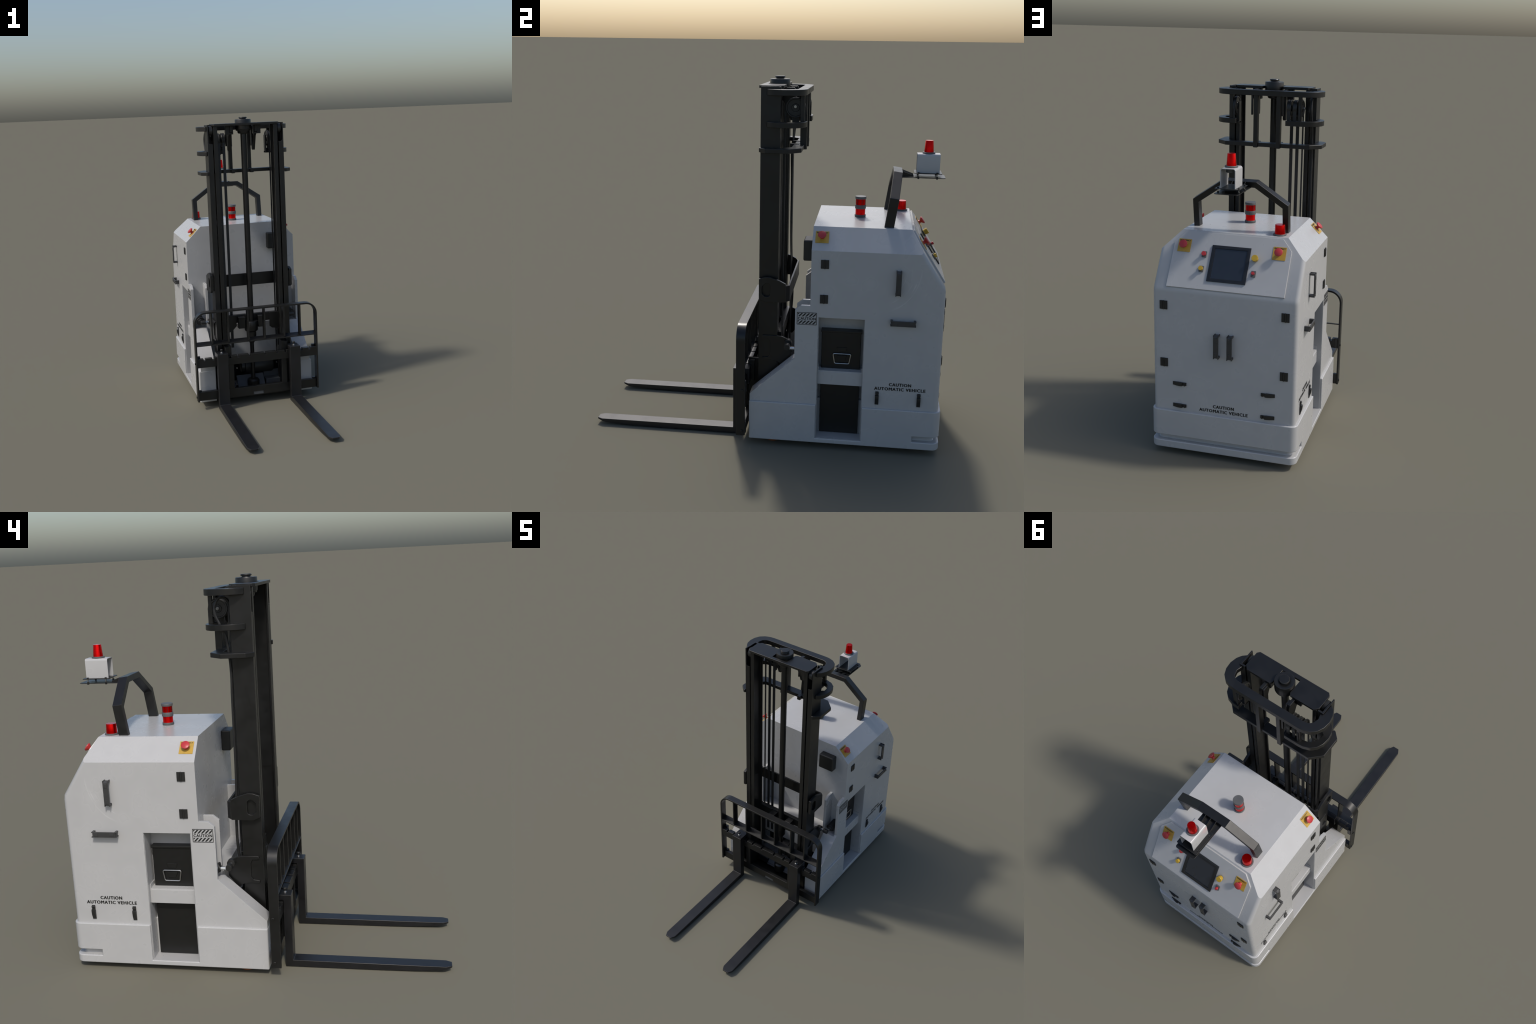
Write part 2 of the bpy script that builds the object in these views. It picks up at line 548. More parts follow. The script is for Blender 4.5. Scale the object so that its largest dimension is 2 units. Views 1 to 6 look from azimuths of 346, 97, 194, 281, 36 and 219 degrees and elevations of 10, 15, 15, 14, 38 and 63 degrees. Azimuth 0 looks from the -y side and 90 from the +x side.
# ---- small console buttons
def knob(x, s, r, mat, square=True, h=0.021):
    n = "push_button"
    base = prism(rounded([(-0.0125, -0.0165), (0.0125, -0.0165), (0.0125, 0.0165), (-0.0125, 0.0165)], 0.002, 2), 'z', 0.0, 0.007) if square else \
        lathe([(0.013, 0.0), (0.013, 0.012)], 20)
    o = add(n, base, GREY, bevel=0.001)
    o.matrix_local = console(x, s, 0.0103)
    add("button_cap", lathe([(r * 0.86, 0.006), (r * 0.92, 0.012), (r, h - 0.002), (r * 0.94, h), (0, h)], 20), mat, o)
knob(0.143, 0.1315, 0.0125, RED)
knob(0.145, 0.213, 0.0125, KNOBY)
knob(-0.139, 0.134, 0.018, KNOBY, square=False, h=0.029)
knob(-0.140, 0.214, 0.0085, RED)

# ---- hinges, latches and pull handles
hinge_me = join(box(-0.021, -0.003, -0.0235, 0.0235, 0.0, 0.0045), box(0.003, 0.021, -0.0235, 0.0235, 0.0, 0.0045),
                rod((0, -0.0225, 0.0042), (0, 0.0225, 0.0042), 0.0044, 12),
                box(-0.0185, -0.006, -0.021, 0.021, 0.0044, 0.006), box(0.006, 0.0185, -0.021, 0.021, 0.0044, 0.006),
                rod((0, -0.0255, 0.0042), (0, 0.0255, 0.0042), 0.0022, 8))
hinge = add("hinge", hinge_me, PLAST)
def face(sg, y, z, off=0.0):           # frame on a body side: local x right, y up, z outward
    M = Matrix(((0, 0, sg), (sg, 0, 0), (0, 1, 0))).to_4x4()
    return T((sg * (SX + off), y, z)) @ M
def back(x, z, off=0.0):               # frame on the rear door
    M = Matrix(((-1, 0, 0), (0, 0, 1), (0, 1, 0))).to_4x4()
    return T((x, 0.9585 + off, z)) @ M
spots = [face(s, 0.327, z, 0.0002) for s in (1, -1) for z in (1.055, 0.864)] + [back(x, z, 0.0002) for x in (0.335, -0.332) for z in (0.860, 0.535)]
hinge.matrix_local = spots[0]
for M in spots[1:]:
    again(hinge, M)

# toggle latch, long axis local y
lat = join(box(-0.0098, 0.0098, -0.038, 0.010, 0.0, 0.004), box(-0.0085, 0.0085, 0.018, 0.038, 0.0, 0.006), box(-0.006, 0.006, 0.008, 0.022, 0.0, 0.0035),
           prism([(-0.036, 0.003), (-0.014, 0.011), (0.006, 0.014), (0.015, 0.013), (0.018, 0.006), (0.018, 0.0035)], 'x', -0.0098, 0.0098),
           rod((-0.0098, 0.030, 0.0065), (0.0098, 0.030, 0.0065), 0.0035, 10))
latch = add("toggle_latch", lat, PLAST, bevel=0.0008)
spots = [face(s, y, 0.3205, 0.0002) for s in (1, -1) for y in (0.628, 0.851)]
spots += [back(0.247, z, 0.0002) @ R(-90, 'Z') for z in (0.4195, 0.2920)] + [back(-0.248, z, 0.0002) @ R(90, 'Z') for z in (0.4190, 0.2915)]
latch.matrix_local = spots[0]
for M in spots[1:]:
    again(latch, M)

hl = 0.064
hp = [(-hl + 0.005, 0.0), (-hl + 0.003, 0.022), (-hl + 0.009, 0.029), (hl - 0.009, 0.029), (hl - 0.003, 0.022), (hl - 0.005, 0.0)]
bar = sweep([(0, p[0], p[1]) for p in hp], rect(0.0075, 0.028), (1, 0, 0))
pads = []
for e in (-1, 1):
    pads += [box(-0.0145, -0.0100, e * (hl - 0.003) - 0.006, e * (hl - 0.003) + 0.006, 0.0, 0.0325), box(0.0100, 0.0145, e * (hl - 0.003) - 0.006, e * (hl - 0.003) + 0.006, 0.0, 0.0325),
             box(-0.0070, 0.0070, min(e * (hl - 0.012), e * (hl - 0.034)), max(e * (hl - 0.012), e * (hl - 0.034)), 0.030, 0.0345)]
pull = add("pull_handle", join(bar, *pads), GRIP, bevel=0.0012)
spots = [face(1, 0.713, 0.973), face(-1, 0.711, 0.973), face(1, 0.747, 0.757) @ R(90, 'Z'), face(-1, 0.744, 0.757) @ R(90, 'Z'), back(0.034, 0.664), back(-0.040, 0.664)]
pull.matrix_local = spots[0]
for M in spots[1:]:
    again(pull, M)

# ---- lettering on both sides and the rear
w1 = text_mesh("CAUTION", 0.119, 0.0185, 0.0, 0.0012, 0.055)
w2 = text_mesh("AUTOMATIC VEHICLE", 0.274, 0.0185, 0.0, 0.0012, 0.055)
notice = add("caution_lettering", join(xform(w1, T((0, 0.0135, 0))), xform(w2, T((0, -0.0125, 0)))), INK, body)
notice.matrix_local = face(1, 0.7485, 0.3885, 0.0004)
again(notice, face(-1, 0.7495, 0.3885, 0.0004))
again(notice, back(-0.0015, 0.2965, 0.0004))

# striped caution sign: border, diagonal bars, word
def sign_mesh():
    W, H = 0.0535, 0.035
    out = rounded([(-W, -H), (W, -H), (W, H), (-W, H)], 0.003, 3)
    inn = rounded([(-W + 0.0028, -H + 0.0028), (W - 0.0028, -H + 0.0028), (W - 0.0028, H - 0.0028), (-W + 0.0028, H - 0.0028)], 0.002, 3)
    parts = [plate(out, [inn], 0.0012)]
    x0, x1 = -W + 0.005, W - 0.005
    for lo, hi in ((0.0115, 0.0300), (-0.0300, -0.0115)):
        lean, w, pitch = (hi - lo) * 0.95, 0.0095, 0.0188
        k = x0 - lean
        while k < x1:
            # clip the leaning bar against both ends
            poly = [(k, lo), (k + w, lo), (k + w + lean, hi), (k + lean, hi)]
            for sgn, lim in ((1, x0), (-1, x1)):
                res = []
                for i in range(len(poly)):
                    a, b = poly[i], poly[(i + 1) % len(poly)]
                    ia, ib = sgn * (a[0] - lim) >= 0, sgn * (b[0] - lim) >= 0
                    if ia:
                        res.append(a)
                    if ia != ib:
                        t = (lim - a[0]) / (b[0] - a[0])
                        res.append((lim, a[1] + t * (b[1] - a[1])))
                poly = res
                if len(poly) < 3:
                    break
            if len(poly) >= 3:
                parts.append(prism(poly, 'z', -0.0006, 0.0006))
            k += pitch
    parts.append(text_mesh("CAUTION", 0.0965, 0.0160, 0.0, 0.0012, 0.040))
    return join(*parts)
sign = add("striped_caution_sign", sign_mesh(), INK, body)
sign.matrix_local = face(1, 0.2385, 0.7505, 0.0004)
again(sign, face(-1, 0.2360, 0.7500, 0.0004))

# ---- black junction box on the front face
jb = add("junction_box", box(0.191, 0.305, 0.204, 0.256, 1.043, 1.157), PLAST, bevel=0.008, segs=3)

# ---- beacons
def drum(name, prof, at, mat, parent=None, segs=36):
    return add(name, lathe(prof, segs, T(at)), mat, parent)
tw = drum("tower_light", [(0.030, 0.0), (0.031, 0.002), (0.031, 0.012), (0.029, 0.014), (0.020, 0.014)], (0, 0.493, 1.2345), GREY)
drum("tower_lens", [(0.0275, 0.012), (0.0275, 0.048)], (0, 0.493, 1.2345), LENS, tw)
drum("tower_ring", [(0.0295, 0.047), (0.0305, 0.049), (0.0305, 0.067), (0.0295, 0.069)], (0, 0.493, 1.2345), GREY, tw)
drum("tower_lens", [(0.0275, 0.068), (0.0275, 0.103)], (0, 0.493, 1.2345), LENS, tw)
drum("tower_cap", [(0.0300, 0.102), (0.0308, 0.104), (0.0308, 0.114), (0.0298, 0.116), (0, 0.1165)], (0, 0.493, 1.2345), GREY, tw)
add("lens_rib", join(*[rod((0.0274 * math.cos(a), 0.493 + 0.0274 * math.sin(a), 1.300), (0.0274 * math.cos(a), 0.493 + 0.0274 * math.sin(a), 1.333), 0.0012, 6) for a in [i * math.pi / 3 + 0.3 for i in range(6)]]), DARK, tw)
sb = drum("roof_beacon", [(0.035, 0.0), (0.036, 0.002), (0.036, 0.006), (0.034, 0.008), (0.0, 0.008)], (-0.232, 0.726, 1.2345), GREY)
drum("beacon_lens", [(0.0285, 0.007), (0.0265, 0.055), (0.0258, 0.057), (0, 0.0572)], (-0.232, 0.726, 1.2345), LENS, sb)

# ---- roll arch with bracket and top beacon, leaning back
tilt = (0.700 - 0.679) / (1.386 - 1.235)
def arch_pt(x, z):
    return Vector((x, 0.652 + (z - 1.231) * tilt, z))
AW = 0.032
ap = [(-0.250, 1.222), (-0.250, 1.382), (-0.0895, 1.492), (0.0895, 1.492), (0.250, 1.382), (0.250, 1.222)]
an = Vector((0, 1, -tilt)).normalized()
arch = add("roll_arch", sweep([arch_pt(x, z) for x, z in ap], rect(AW, 0.050), an), BLACK, bevel=0.0025)
brk = prism(rounded([(-0.064, 0.700), (0.064, 0.700), (0.064, 0.946), (-0.064, 0.946)], [0, 0, 0.012, 0.012], 4), 'z', 1.4715, 1.4755)
gus = [prism([(0.700, 1.4755), (0.700, 1.505), (0.712, 1.505), (0.775, 1.482), (0.775, 1.4755)], 'x', x - 0.0015, x + 0.0015) for x in (-0.035, 0.0, 0.035)]
shelf_b = add("beacon_bracket", join(brk, *gus), BLACK, arch, bevel=0.0008)
add("beacon_plate", prism(rounded([(-0.066, 0.778), (0.066, 0.778), (0.066, 0.926), (-0.066, 0.926)], 0.004, 2), 'z', 1.4945, 1.4985), BLACK, arch, bevel=0.0008)
stud = [rod((x, y, 1.468), (x, y, 1.502), 0.0030, 10) for x in (-0.0555, 0.0555) for y in (0.800, 0.900)]
add("spacer_stud", join(*stud), STEEL, arch, stuff=True)
nuts = [rod((x, y, z0), (x, y, z0 + 0.005), 0.0058, 6) for x in (-0.0555, 0.0555) for y in (0.800, 0.900) for z0 in (1.4665, 1.4757, 1.4987)]
add("spacer_nut", join(*nuts), PLAST, arch, stuff=True)
U = [(x, z) for x, z in arc_path([(-0.040, 1.4985), (-0.040, 1.600), (0.040, 1.600), (0.040, 1.4985)], 0.011, 5)]
cradle = add("beacon_cradle", sweep([(x, 0.8515, z) for x, z in [(px * 0.963, 1.4985 + (pz - 1.4985) * 0.985) for px, pz in U]], rect(0.0032, 0.123), (0, 1, 0)), WHITE, arch)
tb = drum("top_beacon", [(0.0335, 0.0), (0.0345, 0.0015), (0.0345, 0.006), (0.0325, 0.008), (0, 0.008)], (0, 0.852, 1.6005), GREY, arch)
drum("top_beacon_lens", [(0.0262, 0.0), (0.0215, 0.061), (0.0205, 0.0635), (0, 0.064)], (0, 0.852, 1.6075), LENS, arch)
drum("beacon_socket", [(0.026, -0.026), (0.027, -0.024), (0.027, 0.0)], (0, 0.852, 1.599), GREY, arch)

# ================================================================== MACHINE BAY
add("bay_floor", join(box(-0.290, 0.290, -0.066, 0.284, 0.040, 0.047), box(-0.290, -0.284, -0.05, 0.174, 0.048, 0.26), box(0.284, 0.290, -0.05, 0.174, 0.048, 0.26),
    box(-0.272, 0.272, 0.276, 0.284, 0.052, 0.244), box(-0.272, 0.272, 0.176, 0.275, 0.238, 0.2435)), DARK)
add("bay_tray", join(prism([(0.020, 0.060), (0.095, 0.143), (0.095, 0.149), (0.089, 0.149), (0.014, 0.066), (0.014, 0.060)], 'x', -0.112, 0.088),
    box(0.100, 0.255, 0.045, 0.110, 0.054, 0.112), box(-0.255, -0.125, 0.050, 0.120, 0.054, 0.100), box(0.098, 0.210, 0.112, 0.118, 0.090, 0.160)), PANW, bevel=0.002)
mt = add("pump_motor", lathe([(0.0, 0.0), (0.045, 0.001), (0.055, 0.010), (0.057, 0.02), (0.057, 0.15), (0.050, 0.152), (0.050, 0.160), (0.057, 0.162), (0.057, 0.215), (0.040, 0.217), (0.040, 0.24), (0.0, 0.241)], 32, aim((0.175, 0.135, 0.200), (-1, 0, 0))), PLAST)
add("motor_terminal", join(*[rod((x, 0.100, z), (x, 0.085, z), 0.005, 10) for x, z in ((-0.105, 0.205), (0.195, 0.215))]), STEEL, mt)

# tilt cylinders with boot, chrome rod, eye and pin
for s in (1, -1):
    f = (lambda m: m) if s > 0 else mirror_x
    boot = add("tilt_cylinder", f(join(rod((0.337, 0.256, 0.566), (0.337, 0.186, 0.556), 0.027, 24), rod((0.337, 0.1865, 0.5561), (0.337, 0.178, 0.5546), 0.031, 24), rod((0.337, 0.179, 0.5547), (0.337, 0.171, 0.5535), 0.020, 20))), CABLE)
    add("tilt_rod", f(rod((0.337, 0.190, 0.5545), (0.331, 0.135, 0.552), 0.0085, 16)), CHROME, boot)
    add("tilt_eye", f(join(rod((0.312, 0.128, 0.558), (0.346, 0.128, 0.558), 0.0165, 20), rod((0.262, 0.128, 0.562), (0.292, 0.128, 0.562), 0.021, 20))), PLAST, boot, bevel=0.0015)
    add("tilt_pin", f(rod((0.285, 0.128, 0.560), (0.315, 0.128, 0.559), 0.0095, 16)), CHROME, boot)

# wheels
for s in (1, -1):
    add("load_wheel", lathe([(0.012, -0.027), (0.044, -0.027), (0.047, -0.024), (0.047, 0.024), (0.044, 0.027), (0.012, 0.027)], 36, aim((s * 0.335, 0.058, 0.047), (1, 0, 0))), TYRE)
add("drive_wheel", lathe([(0.02, -0.035), (0.064, -0.035), (0.068, -0.031), (0.068, 0.031), (0.064, 0.035), (0.02, 0.035)], 40, aim((0, 0.76, 0.068), (1, 0, 0))), TYRE)
for s in (1, -1):
    add("caster_wheel", lathe([(0.01, -0.02), (0.037, -0.02), (0.04, -0.017), (0.04, 0.017), (0.037, 0.02), (0.01, 0.02)], 32, aim((s * 0.30, 0.85, 0.040), (1, 0, 0))), TYRE)

# ================================================================== MAST
ZB = 0.075
def channel(xo, xi, xr, y0, y1, t, z0, z1):
    """C rail: web at |x|=xo, front flange to xi, rear flange to xr"""
    return prism([(xo, y0), (xo, y1), (xr, y1), (xr, y1 - t), (xo - t, y1 - t), (xo - t, y0 + t), (xi, y0 + t), (xi, y0)], 'z', z0, z1)
mast = bpy.data.objects.new("mast", None)
bpy.context.scene.collection.objects.link(mast)
mast.parent = ROOT
outer = channel(0.2655, 0.232, 0.232, -0.039, 0.065, 0.009, ZB, 1.955)
# the front flange is relieved at the top to show the guide roller
relief = prism(rounded([(0.20, 1.826), (0.2585, 1.826), (0.2585, 2.1), (0.20, 2.1)], [0, 0.014, 0, 0], 5), 'y', -0.08, -0.005)
outer = cut(outer, relief)
inner = channel(0.2235, 0.196, 0.199, -0.040, 0.065, 0.010, ZB + 0.01, 1.944)
for s in (1, -1):
    f = (lambda m: m.copy()) if s > 0 else mirror_x
    add("outer_rail", f(outer), BLACK, mast, bevel=0.0022)
    add("inner_rail", f(inner), BLACK, mast, bevel=0.0022)
    add("guide_roller", f(rod((0.227, -0.004, 1.916), (0.252, -0.004, 1.916), 0.032, 28)), PLAST, mast, bevel=0.002)
    add("guide_roller", f(rod((0.202, -0.012, 0.34), (0.180, -0.012, 0.34), 0.034, 28)), PLAST, mast, bevel=0.002)

# head plate with a notch round the ram, and the ram head
head = rounded([(-0.233, -0.040), (-0.220, -0.055), (0.220, -0.055), (0.233, -0.040), (0.233, 0.052), (0.212, 0.074), (0.066, 0.074), (0.056, 0.060), (0.056, -0.030), (-0.056, -0.030), (-0.056, 0.060), (-0.066, 0.074), (-0.212, 0.074), (-0.233, 0.052)], 0.003, 2)
hp_ob = add("head_plate", prism(head, 'z', 1.945, 1.960), BLACK, mast, bevel=0.0015)
for s in (1, -1):
    # hanging lugs below the head plate, with a stepped front block
    lug = prism([(0.02, 1.945), (0.118, 1.945), (0.128, 1.925), (0.128, 1.78), (0.118, 1.770), (0.100, 1.770), (0.088, 1.802), (0.060, 1.870), (0.02, 1.90)], 'x', 0.079, 0.097)
    blk = join(box(0.070, 0.124, 0.030, 0.060, 1.884, 1.9455), box(0.069, 0.078, 0.085, 0.118, 1.800, 1.94))
    f = (lambda m: m) if s > 0 else mirror_x
    add("head_lug", f(join(lug, blk)), BLACK, mast, bevel=0.0015)
RY = 0.030
ram = lathe([(0.0, 0.0), (0.0425, 0.0), (0.0435, 0.004), (0.0435, 0.062), (0.036, 0.072), (0.020, 0.076), (0.0145, 0.078), (0.0145, 0.340), (0.0185, 0.342), (0.0225, 0.352), (0.0225, 0.362),
             (0.0340, 0.372), (0.0340, 0.424), (0.046, 0.432), (0.0485, 0.440), (0.0485, 0.498), (0.046, 0.503), (0.0205, 0.503), (0.0205, 1.832)], 36, T((0, RY, 0.062)))
add("lift_cylinder", ram, BLACK, mast)
add("ram_head", lathe([(0.021, 1.885), (0.036, 1.889), (0.040, 1.897), (0.041, 1.906), (0.051, 1.908), (0.052, 1.916), (0.0548, 1.919), (0.0555, 1.945), (0.0555, 1.980), (0.0535, 1.9845), (0.034, 1.9855), (0.030, 1.9835),
    (0.024, 1.9835), (0.022, 1.989), (0.0285, 1.9925), (0.0285, 1.9965), (0.026, 2.0000), (0.0, 2.0005)], 40, T((0, RY, 0))), BLACK, mast)

# cable guard: top ring, side hoops, low plate and their uprights
# plan outline of one side: hugs the rail, bulges out and turns across the back
cheek = [(0.271, -0.008), (0.292, 0.010), (0.309, 0.040), (0.317, 0.080), (0.313, 0.122), (0.297, 0.158), (0.268, 0.184), (0.230, 0.197), (0.200, 0.1995)]
def mir(pts):
    return [(-x, y) for x, y in pts][::-1]
inner_arc = [(0.266, -0.008), (0.266, 0.064), (0.249, 0.066), (0.258, 0.098), (0.250, 0.128), (0.234, 0.144), (0.212, 0.150)]
ring = prism(cheek + mir(cheek) + [(-x, y) for x, y in inner_arc] + inner_arc[::-1], 'z', 1.9125, 1.9435)
g_top = add("cable_guard_ring", ring, BLACK, mast, bevel=0.005, segs=3)
hoop_arc = [(0.266, -0.008), (0.266, 0.070), (0.280, 0.078), (0.277, 0.112), (0.262, 0.142), (0.240, 0.158), (0.215, 0.163)]
def hoop(end):
    return prism(cheek + [(end, 0.1995), (end, 0.163)] + hoop_arc[::-1], 'z', 1.7475, 1.7765)
add("cable_guard_hoop", mirror_x(hoop(0.113)), BLACK, mast, bevel=0.004, segs=3)
add("cable_guard_hoop", hoop(0.188), BLACK, mast, bevel=0.004, segs=3)
lowp = [(-0.266, -0.046), (-0.279, -0.046), (-0.316, -0.009), (-0.316, 0.116), (-0.254, 0.177), (0.254, 0.177), (0.316, 0.116), (0.316, -0.009), (0.279, -0.046), (0.266, -0.046), (0.266, 0.066),
        (0.215, 0.120), (-0.215, 0.120), (-0.266, 0.066)]
add("cable_guard_plate", prism(lowp, 'z', 1.616, 1.640), BLACK, mast, bevel=0.003)
up = []
for x in (-0.068, 0.068):
    up.append(box(x - 0.0125, x + 0.0125, 0.153, 0.1895, 1.612, 1.915))
    up.append(box(x - 0.010, x + 0.014, 0.098, 0.1505, 1.613, 1.6385 + 0.004))
up += [box(-0.204, -0.184, 0.165, 0.185, 1.775, 1.915), box(0.205, 0.228, 0.165, 0.187, 1.775, 1.915), box(0.086, 0.097, 0.170, 0.184, 1.800, 1.915), box(-0.097, -0.086, 0.170, 0.184, 1.800, 1.915)]
add("cable_guard_upright", join(*up), BLACK, mast, bevel=0.0025)

# hose sheaves, straps, cables
def sheave(x, w, r, y=0.137, z=1.846):
    g = 0.0035
    half = [(0.0, -0.002), (r * 0.22, -0.002), (r * 0.22, 0.0), (r * 0.36, 0.0), (r * 0.40, g), (r * 0.80, g), (r * 0.84, 0.0), (r * 0.95, 0.0), (r, w * 0.12), (r, w * 0.25), (r * 0.97, w * 0.35)]
    return lathe(half + [(q, w - h) for q, h in half[::-1]], 36, aim((x, y, z), (1, 0, 0)))
for x, w in ((-0.1395, 0.025), (-0.1755, 0.025), (-0.203, 0.020), (0.188, 0.018)):
    sh = add("sheave", sheave(x, w, 0.048 if x < 0 else 0.054), PLAST, mast)
add("sheave_axle", join(rod((-0.214, 0.137, 1.846), (-0.112, 0.137, 1.846), 0.008, 16), rod((0.180, 0.137, 1.852), (0.216, 0.137, 1.852), 0.008, 16)), STEEL, mast)
add("sheave_yoke", join(box(0.176, 0.184, 0.118, 0.156, 1.745, 1.870), box(0.176, 0.226, 0.120, 0.160, 1.744, 1.756), box(-0.148, -0.143, 0.122, 0.152, 1.745, 1.86)), BLACK, mast, bevel=0.0015)
def strap(x, w, t, y=0.085, zlow=0.30):
    path = [(y, zlow), (y, 1.846)]
    for k in range(1, 10):
        a = math.pi - math.pi * k / 10
        path.append((0.137 + (0.137 - y) * math.cos(a), 1.846 + (0.137 - y) * math.sin(a)))
    path += [(0.137 + (0.137 - y), 1.846), (0.137 + (0.137 - y), 1.775)]
    return sweep([(x, p[0], p[1]) for p in path], rect(t, w), (1, 0, 0))
add("lift_strap", join(strap(-0.1270, 0.019, 0.004, y=0.095, zlow=0.36), strap(-0.1630, 0.019, 0.004, y=0.095, zlow=0.36)), CABLE, mast)
add("lift_cable", join(strap(-0.1930, 0.0085, 0.006, y=0.088, zlow=0.30), strap(0.198, 0.009, 0.006, y=0.085, zlow=0.30)), CABLE, mast)

def hose(points, r):
    cu = bpy.data.curves.new("hose", 'CURVE')
    cu.dimensions = '3D'
    cu.bevel_depth, cu.bevel_resolution, cu.use_fill_caps = r, 3, True
    sp = cu.splines.new('BEZIER')
    sp.bezier_points.add(len(points) - 1)
    for b, p in zip(sp.bezier_points, points):
        b.co = p
        b.handle_left_type = b.handle_right_type = 'AUTO'
    sp.resolution_u = 10
    ob = bpy.data.objects.new("tmp", cu)
    bpy.context.scene.collection.objects.link(ob)
    me = bpy.data.meshes.new_from_object(ob.evaluated_get(bpy.context.evaluated_depsgraph_get()))
    bpy.data.objects.remove(ob)
    bpy.data.curves.remove(cu)
    return me
h1 = hose([(-0.222, 0.072, 1.82), (-0.232, 0.078, 1.880), (-0.246, 0.110, 1.902), (-0.251, 0.138, 1.870), (-0.252, 0.143, 1.830), (-0.251, 0.122, 1.775), (-0.250, 0.096, 1.715), (-0.250, 0.086, 1.650), (-0.250, 0.079, 1.58), (-0.250, 0.080, 1.40), (-0.250, 0.085, 0.95),
           (-0.249, 0.095, 0.77), (-0.245, 0.092, 0.60), (-0.230, 0.075, 0.46), (-0.19, 0.06, 0.34)], 0.0072)
add("hydraulic_hose", h1, CABLE, mast)

# wrap-round mast clamp with oval windows
def clamp_side():
    out = [(-0.037, 0.812), (-0.001, 0.797), (0.110, 0.799), (0.110, 0.903), (0.075, 0.921), (0.023, 0.938), (-0.005, 0.937), (-0.037, 0.926)]
    hole = rounded([(-0.020, 0.842), (-0.003, 0.827), (0.026, 0.826), (0.026, 0.900), (0.004, 0.908), (-0.020, 0.886)], [0.008, 0.008, 0.016, 0.014, 0.012, 0.006], 4)
    return cut(prism(out, 'x', 0.276, 0.294), prism(hole, 'x', 0.2, 0.35))
cs = clamp_side()
def cross_z(z0, z1):
    # plan of the rear strap: short cheeks, chamfered corners, straight across the back
    p = [(-0.288, 0.100), (-0.288, 0.112), (-0.272, 0.1265), (0.272, 0.1265), (0.288, 0.112), (0.288, 0.100)]
    me = sweep([(x, yy, (z0 + z1) / 2) for x, yy in p], rect(0.0105, z1 - z0), (0, 0, 1))
    # the top edge rises towards the cheeks, the bottom corners are lifted a little
    for v in me.vertices:
        if v.co.y < 0.113:
            v.co.z = v.co.z + 0.010 if v.co.z > 0.84 else v.co.z - 0.006
    return me
clamp = add("mast_clamp", join(cs, mirror_x(cs), cross_z(0.804, 0.892)), BLACK, mast, bevel=0.0016)
add("clamp_boss", join(box(0.2600, 0.2765, -0.026, 0.060, 0.815, 0.912), box(-0.2765, -0.2600, -0.026, 0.060, 0.815, 0.912)), BLACK, mast)

# tilt brackets welded on the outer rails
tbk = rounded([(-0.018, 0.597), (0.070, 0.597), (0.095, 0.593), (0.132, 0.578), (0.148, 0.560), (0.146, 0.490), (0.096, 0.424), (0.070, 0.445), (0.040, 0.452), (-0.018, 0.452), (-0.018, 0.466), (0.016, 0.470), (0.027, 0.486), (0.027, 0.562), (0.016, 0.580), (-0.018, 0.582)],
              [0.006, 0, 0.01, 0.01, 0.012, 0.01, 0.006, 0.01, 0, 0.006, 0.006, 0.01, 0.01, 0.01, 0.01, 0.006], 3)
tb_me = prism(tbk, 'x', 0.2600, 0.2740)
for s in (1, -1):
    add("tilt_bracket", tb_me.copy() if s > 0 else mirror_x(tb_me), BLACK, mast, bevel=0.0018)

# lower cross member with gussets and cylinder arms
gus2 = prism([(0.232, 0.607), (0.142, 0.607), (0.142, 0.505), (0.160, 0.490), (0.232, 0.480)], 'y', 0.050, 0.058)
gus3 = prism([(-0.232, 0.607), (-0.100, 0.607), (-0.100, 0.528), (-0.140, 0.488), (-0.232, 0.478)], 'y', 0.050, 0.058)
xm = join(box(-0.229, 0.229, 0.056, 0.084, 0.548, 0.607), gus2, gus3, box(-0.096, -0.048, 0.006, 0.0575, 0.517, 0.598), box(0.048, 0.096, 0.006, 0.0575, 0.517, 0.598), box(-0.070, 0.070, 0.018, 0.042, 0.542, 0.562),
          box(-0.228, 0.228, 0.020, 0.060, 0.062, 0.075))
add("cross_member", xm, BLACK, mast, bevel=0.002)

# ================================================================== CARRIAGE, GUARD, FORKS
car = bpy.data.objects.new("fork_carriage", None)
bpy.context.scene.collection.objects.link(car)
car.parent = ROOT
YF, YB = -0.136, -0.104
# toothed upper rail
notch = [-0.381, -0.320, -0.200, -0.141, -0.058, 0.053, 0.140, 0.200, 0.320, 0.380]
top = []
for x in notch:
    top += [(x - 0.0062, 0.368), (x - 0.0062, 0.3535), (x + 0.0062, 0.3535), (x + 0.0062, 0.368)]
rail = [(-0.432, 0.306), (-0.432, 0.368)] + top + [(0.432, 0.368), (0.432, 0.306)]
add("carriage_rail", prism(rail, 'y', YF, YB), BLACK, car, bevel=0.0015)
low = [(-0.432, 0.064), (-0.432, 0.126), (0.432, 0.126), (0.432, 0.064), (0.037, 0.064), (0.037, 0.085), (-0.038, 0.085), (-0.038, 0.064)]
add("carriage_rail", prism(low, 'y', YF + 0.018, YB + 0.012), BLACK, car, bevel=0.0015)
add("carriage_stay", join(*[box(s * 0.192 - 0.019, s * 0.192 + 0.019, YF + 0.012, YB - 0.004, 0.1255, 0.3065) for s in (1, -1)], *[box(s * 0.192 - 0.010, s * 0.192 + 0.010, -0.105, -0.030, 0.10, 0.43) for s in (1, -1)],
    box(-0.172, 0.172, YB - 0.001, YB + 0.022, 0.098, 0.114)), BLACK, car, bevel=0.002)
add("carriage_stay", join(*[box(s * 0.210 - 0.016, s * 0.210 + 0.016, -0.1045, -0.066, 0.30, 0.425) for s in (1, -1)]), BLACK, car, bevel=0.003)

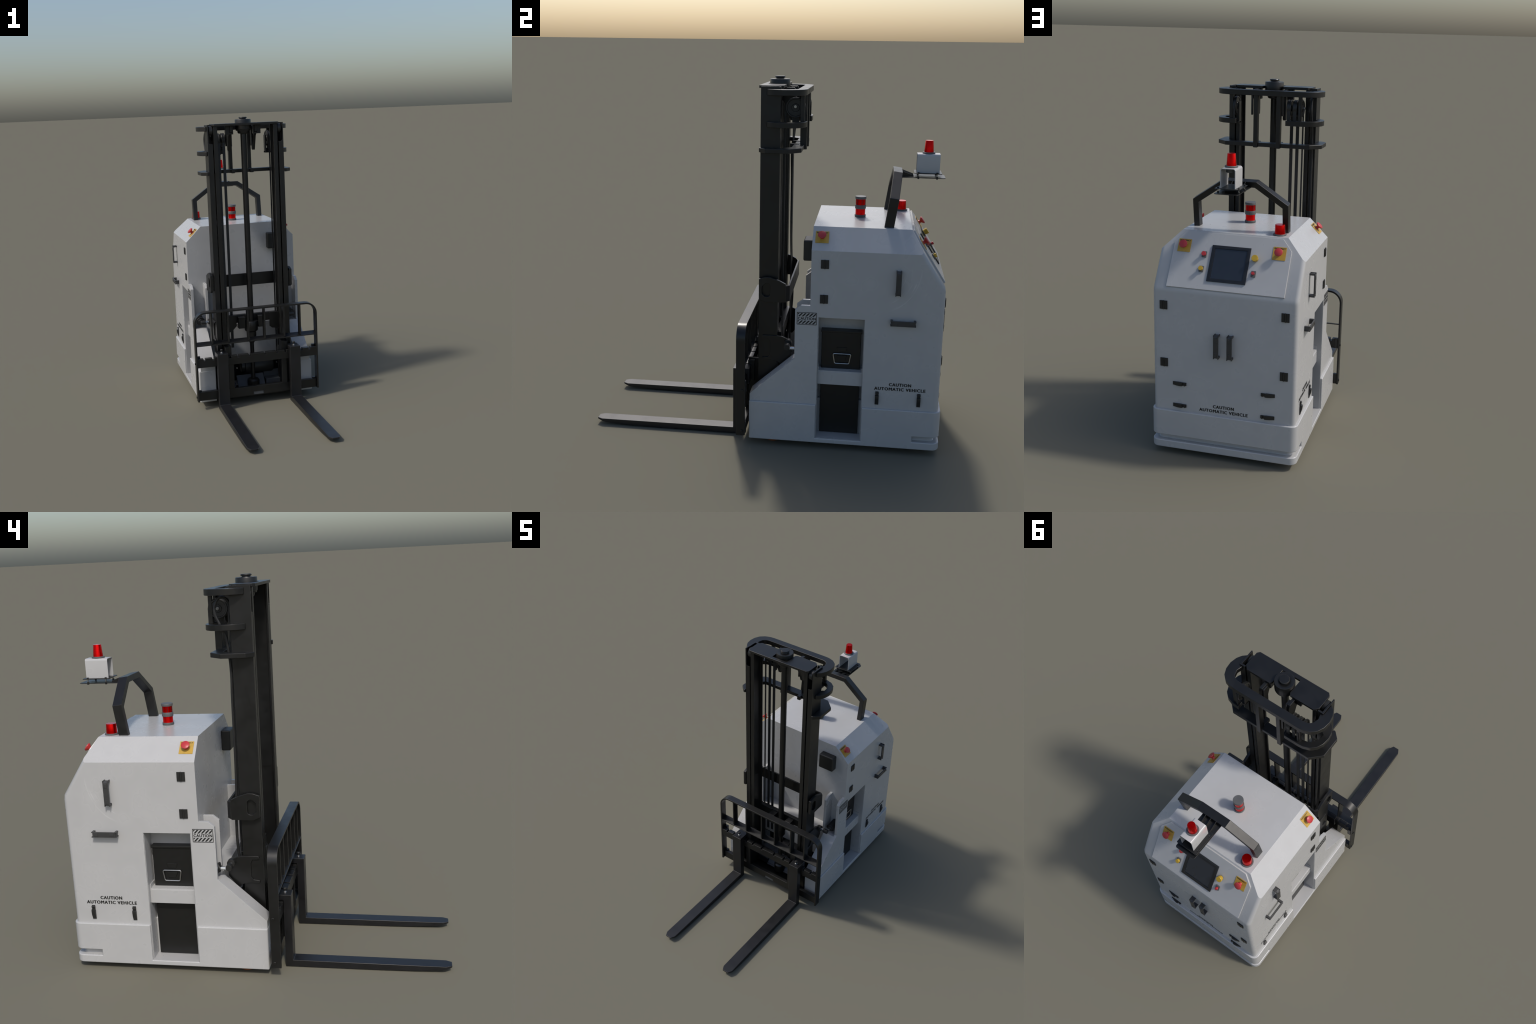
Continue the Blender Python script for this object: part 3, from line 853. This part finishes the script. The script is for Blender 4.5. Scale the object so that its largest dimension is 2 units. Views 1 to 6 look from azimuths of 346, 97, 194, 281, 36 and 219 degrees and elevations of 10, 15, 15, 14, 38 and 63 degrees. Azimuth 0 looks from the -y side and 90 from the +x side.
# load guard: flat bar hoop, mid rail, six uprights
GY, GW = -0.113, 0.050
hoop = arc_path([(-0.4345, 0.062), (-0.4345, 0.6895), (0.4345, 0.6895), (0.4345, 0.062)], 0.075, 10)
guard = add("load_guard", sweep([(x, GY, z) for x, z in hoop], rect(0.0115, GW), (0, 1, 0)), BLACK, car, bevel=0.0012)
add("guard_mid_rail", prism([(GY - 0.0245, 0.4575), (GY + 0.0245, 0.4715), (GY + 0.0245, 0.4775), (GY - 0.0245, 0.4635)], 'x', -0.4285, 0.4285), BLACK, car)
bars = [box(x - 0.0050, x + 0.0050, GY - 0.023, GY + 0.023, 0.4700, 0.6835) for x in (-0.318, -0.201, -0.060, 0.0575, 0.199, 0.316)]
first = add("guard_upright", bars[0], BLACK, car, bevel=0.001)
for m in bars[1:]:
    add("guard_upright", m, BLACK, car, bevel=0.001)
add("guard_bolt", join(*[rod((s * 0.4395, -0.105, z), (s * 0.4455, -0.105, z), 0.0075, 14) for s in (1, -1) for z in (0.330, 0.089)]), BLACK, car, stuff=True)
add("guard_lug", join(*[box(min(s * 0.405, s * 0.4285), max(s * 0.405, s * 0.4285), YB - 0.002, GY + 0.024 + 0.004, z0, z1) for s in (1, -1) for z0, z1 in ((0.312, 0.380), (0.070, 0.135))]), BLACK, car, bevel=0.003)

# forks: hooked shank and tapered blade with clipped tip
def fork_mesh():
    w = 0.0375
    prof = [(-0.086, 0.308), (-0.086, 0.400), (-0.178, 0.400), (-0.178, 0.0365), (-0.985, 0.0330), (-0.985, 0.0235), (-0.935, 0.0120), (-0.800, 0.0040), (-0.60, 0.0), (-0.1375, 0.0), (-0.1375, 0.3715), (-0.1025, 0.3715), (-0.1025, 0.308)]
    me = prism(prof, 'x', -w, w)
    tip = prism([(0.0195, -0.99), (0.0375, -0.955), (0.07, -0.892), (0.07, -1.1), (0.0195, -1.1)], 'z', -0.1, 0.2)
    return cut(me, tip, mirror_x(tip))
fk = add("fork", fork_mesh(), FORKM, bevel=0.0022)
fk.location = (-0.260, 0, 0)
again(fk, T((0.260, 0, 0)))
for x in (-0.260, 0.260):
    pin = add("fork_lock_pin", join(rod((x, -0.142, 0.398), (x, -0.142, 0.405), 0.0100, 16), rod((x, -0.142, 0.404), (x, -0.142, 0.412), 0.0055, 12)), STEEL, car)
    add("lock_knob", lathe([(0.0055, 0.0), (0.0075, 0.003), (0.0095, 0.010), (0.0095, 0.014), (0.008, 0.016), (0, 0.0165)], 16, T((x, -0.142, 0.4105))), PLAST, pin)
add("grey_notch_patch", box(-0.0365, 0.0355, YF + 0.022, YB + 0.006, 0.064, 0.0845), GREY, car)
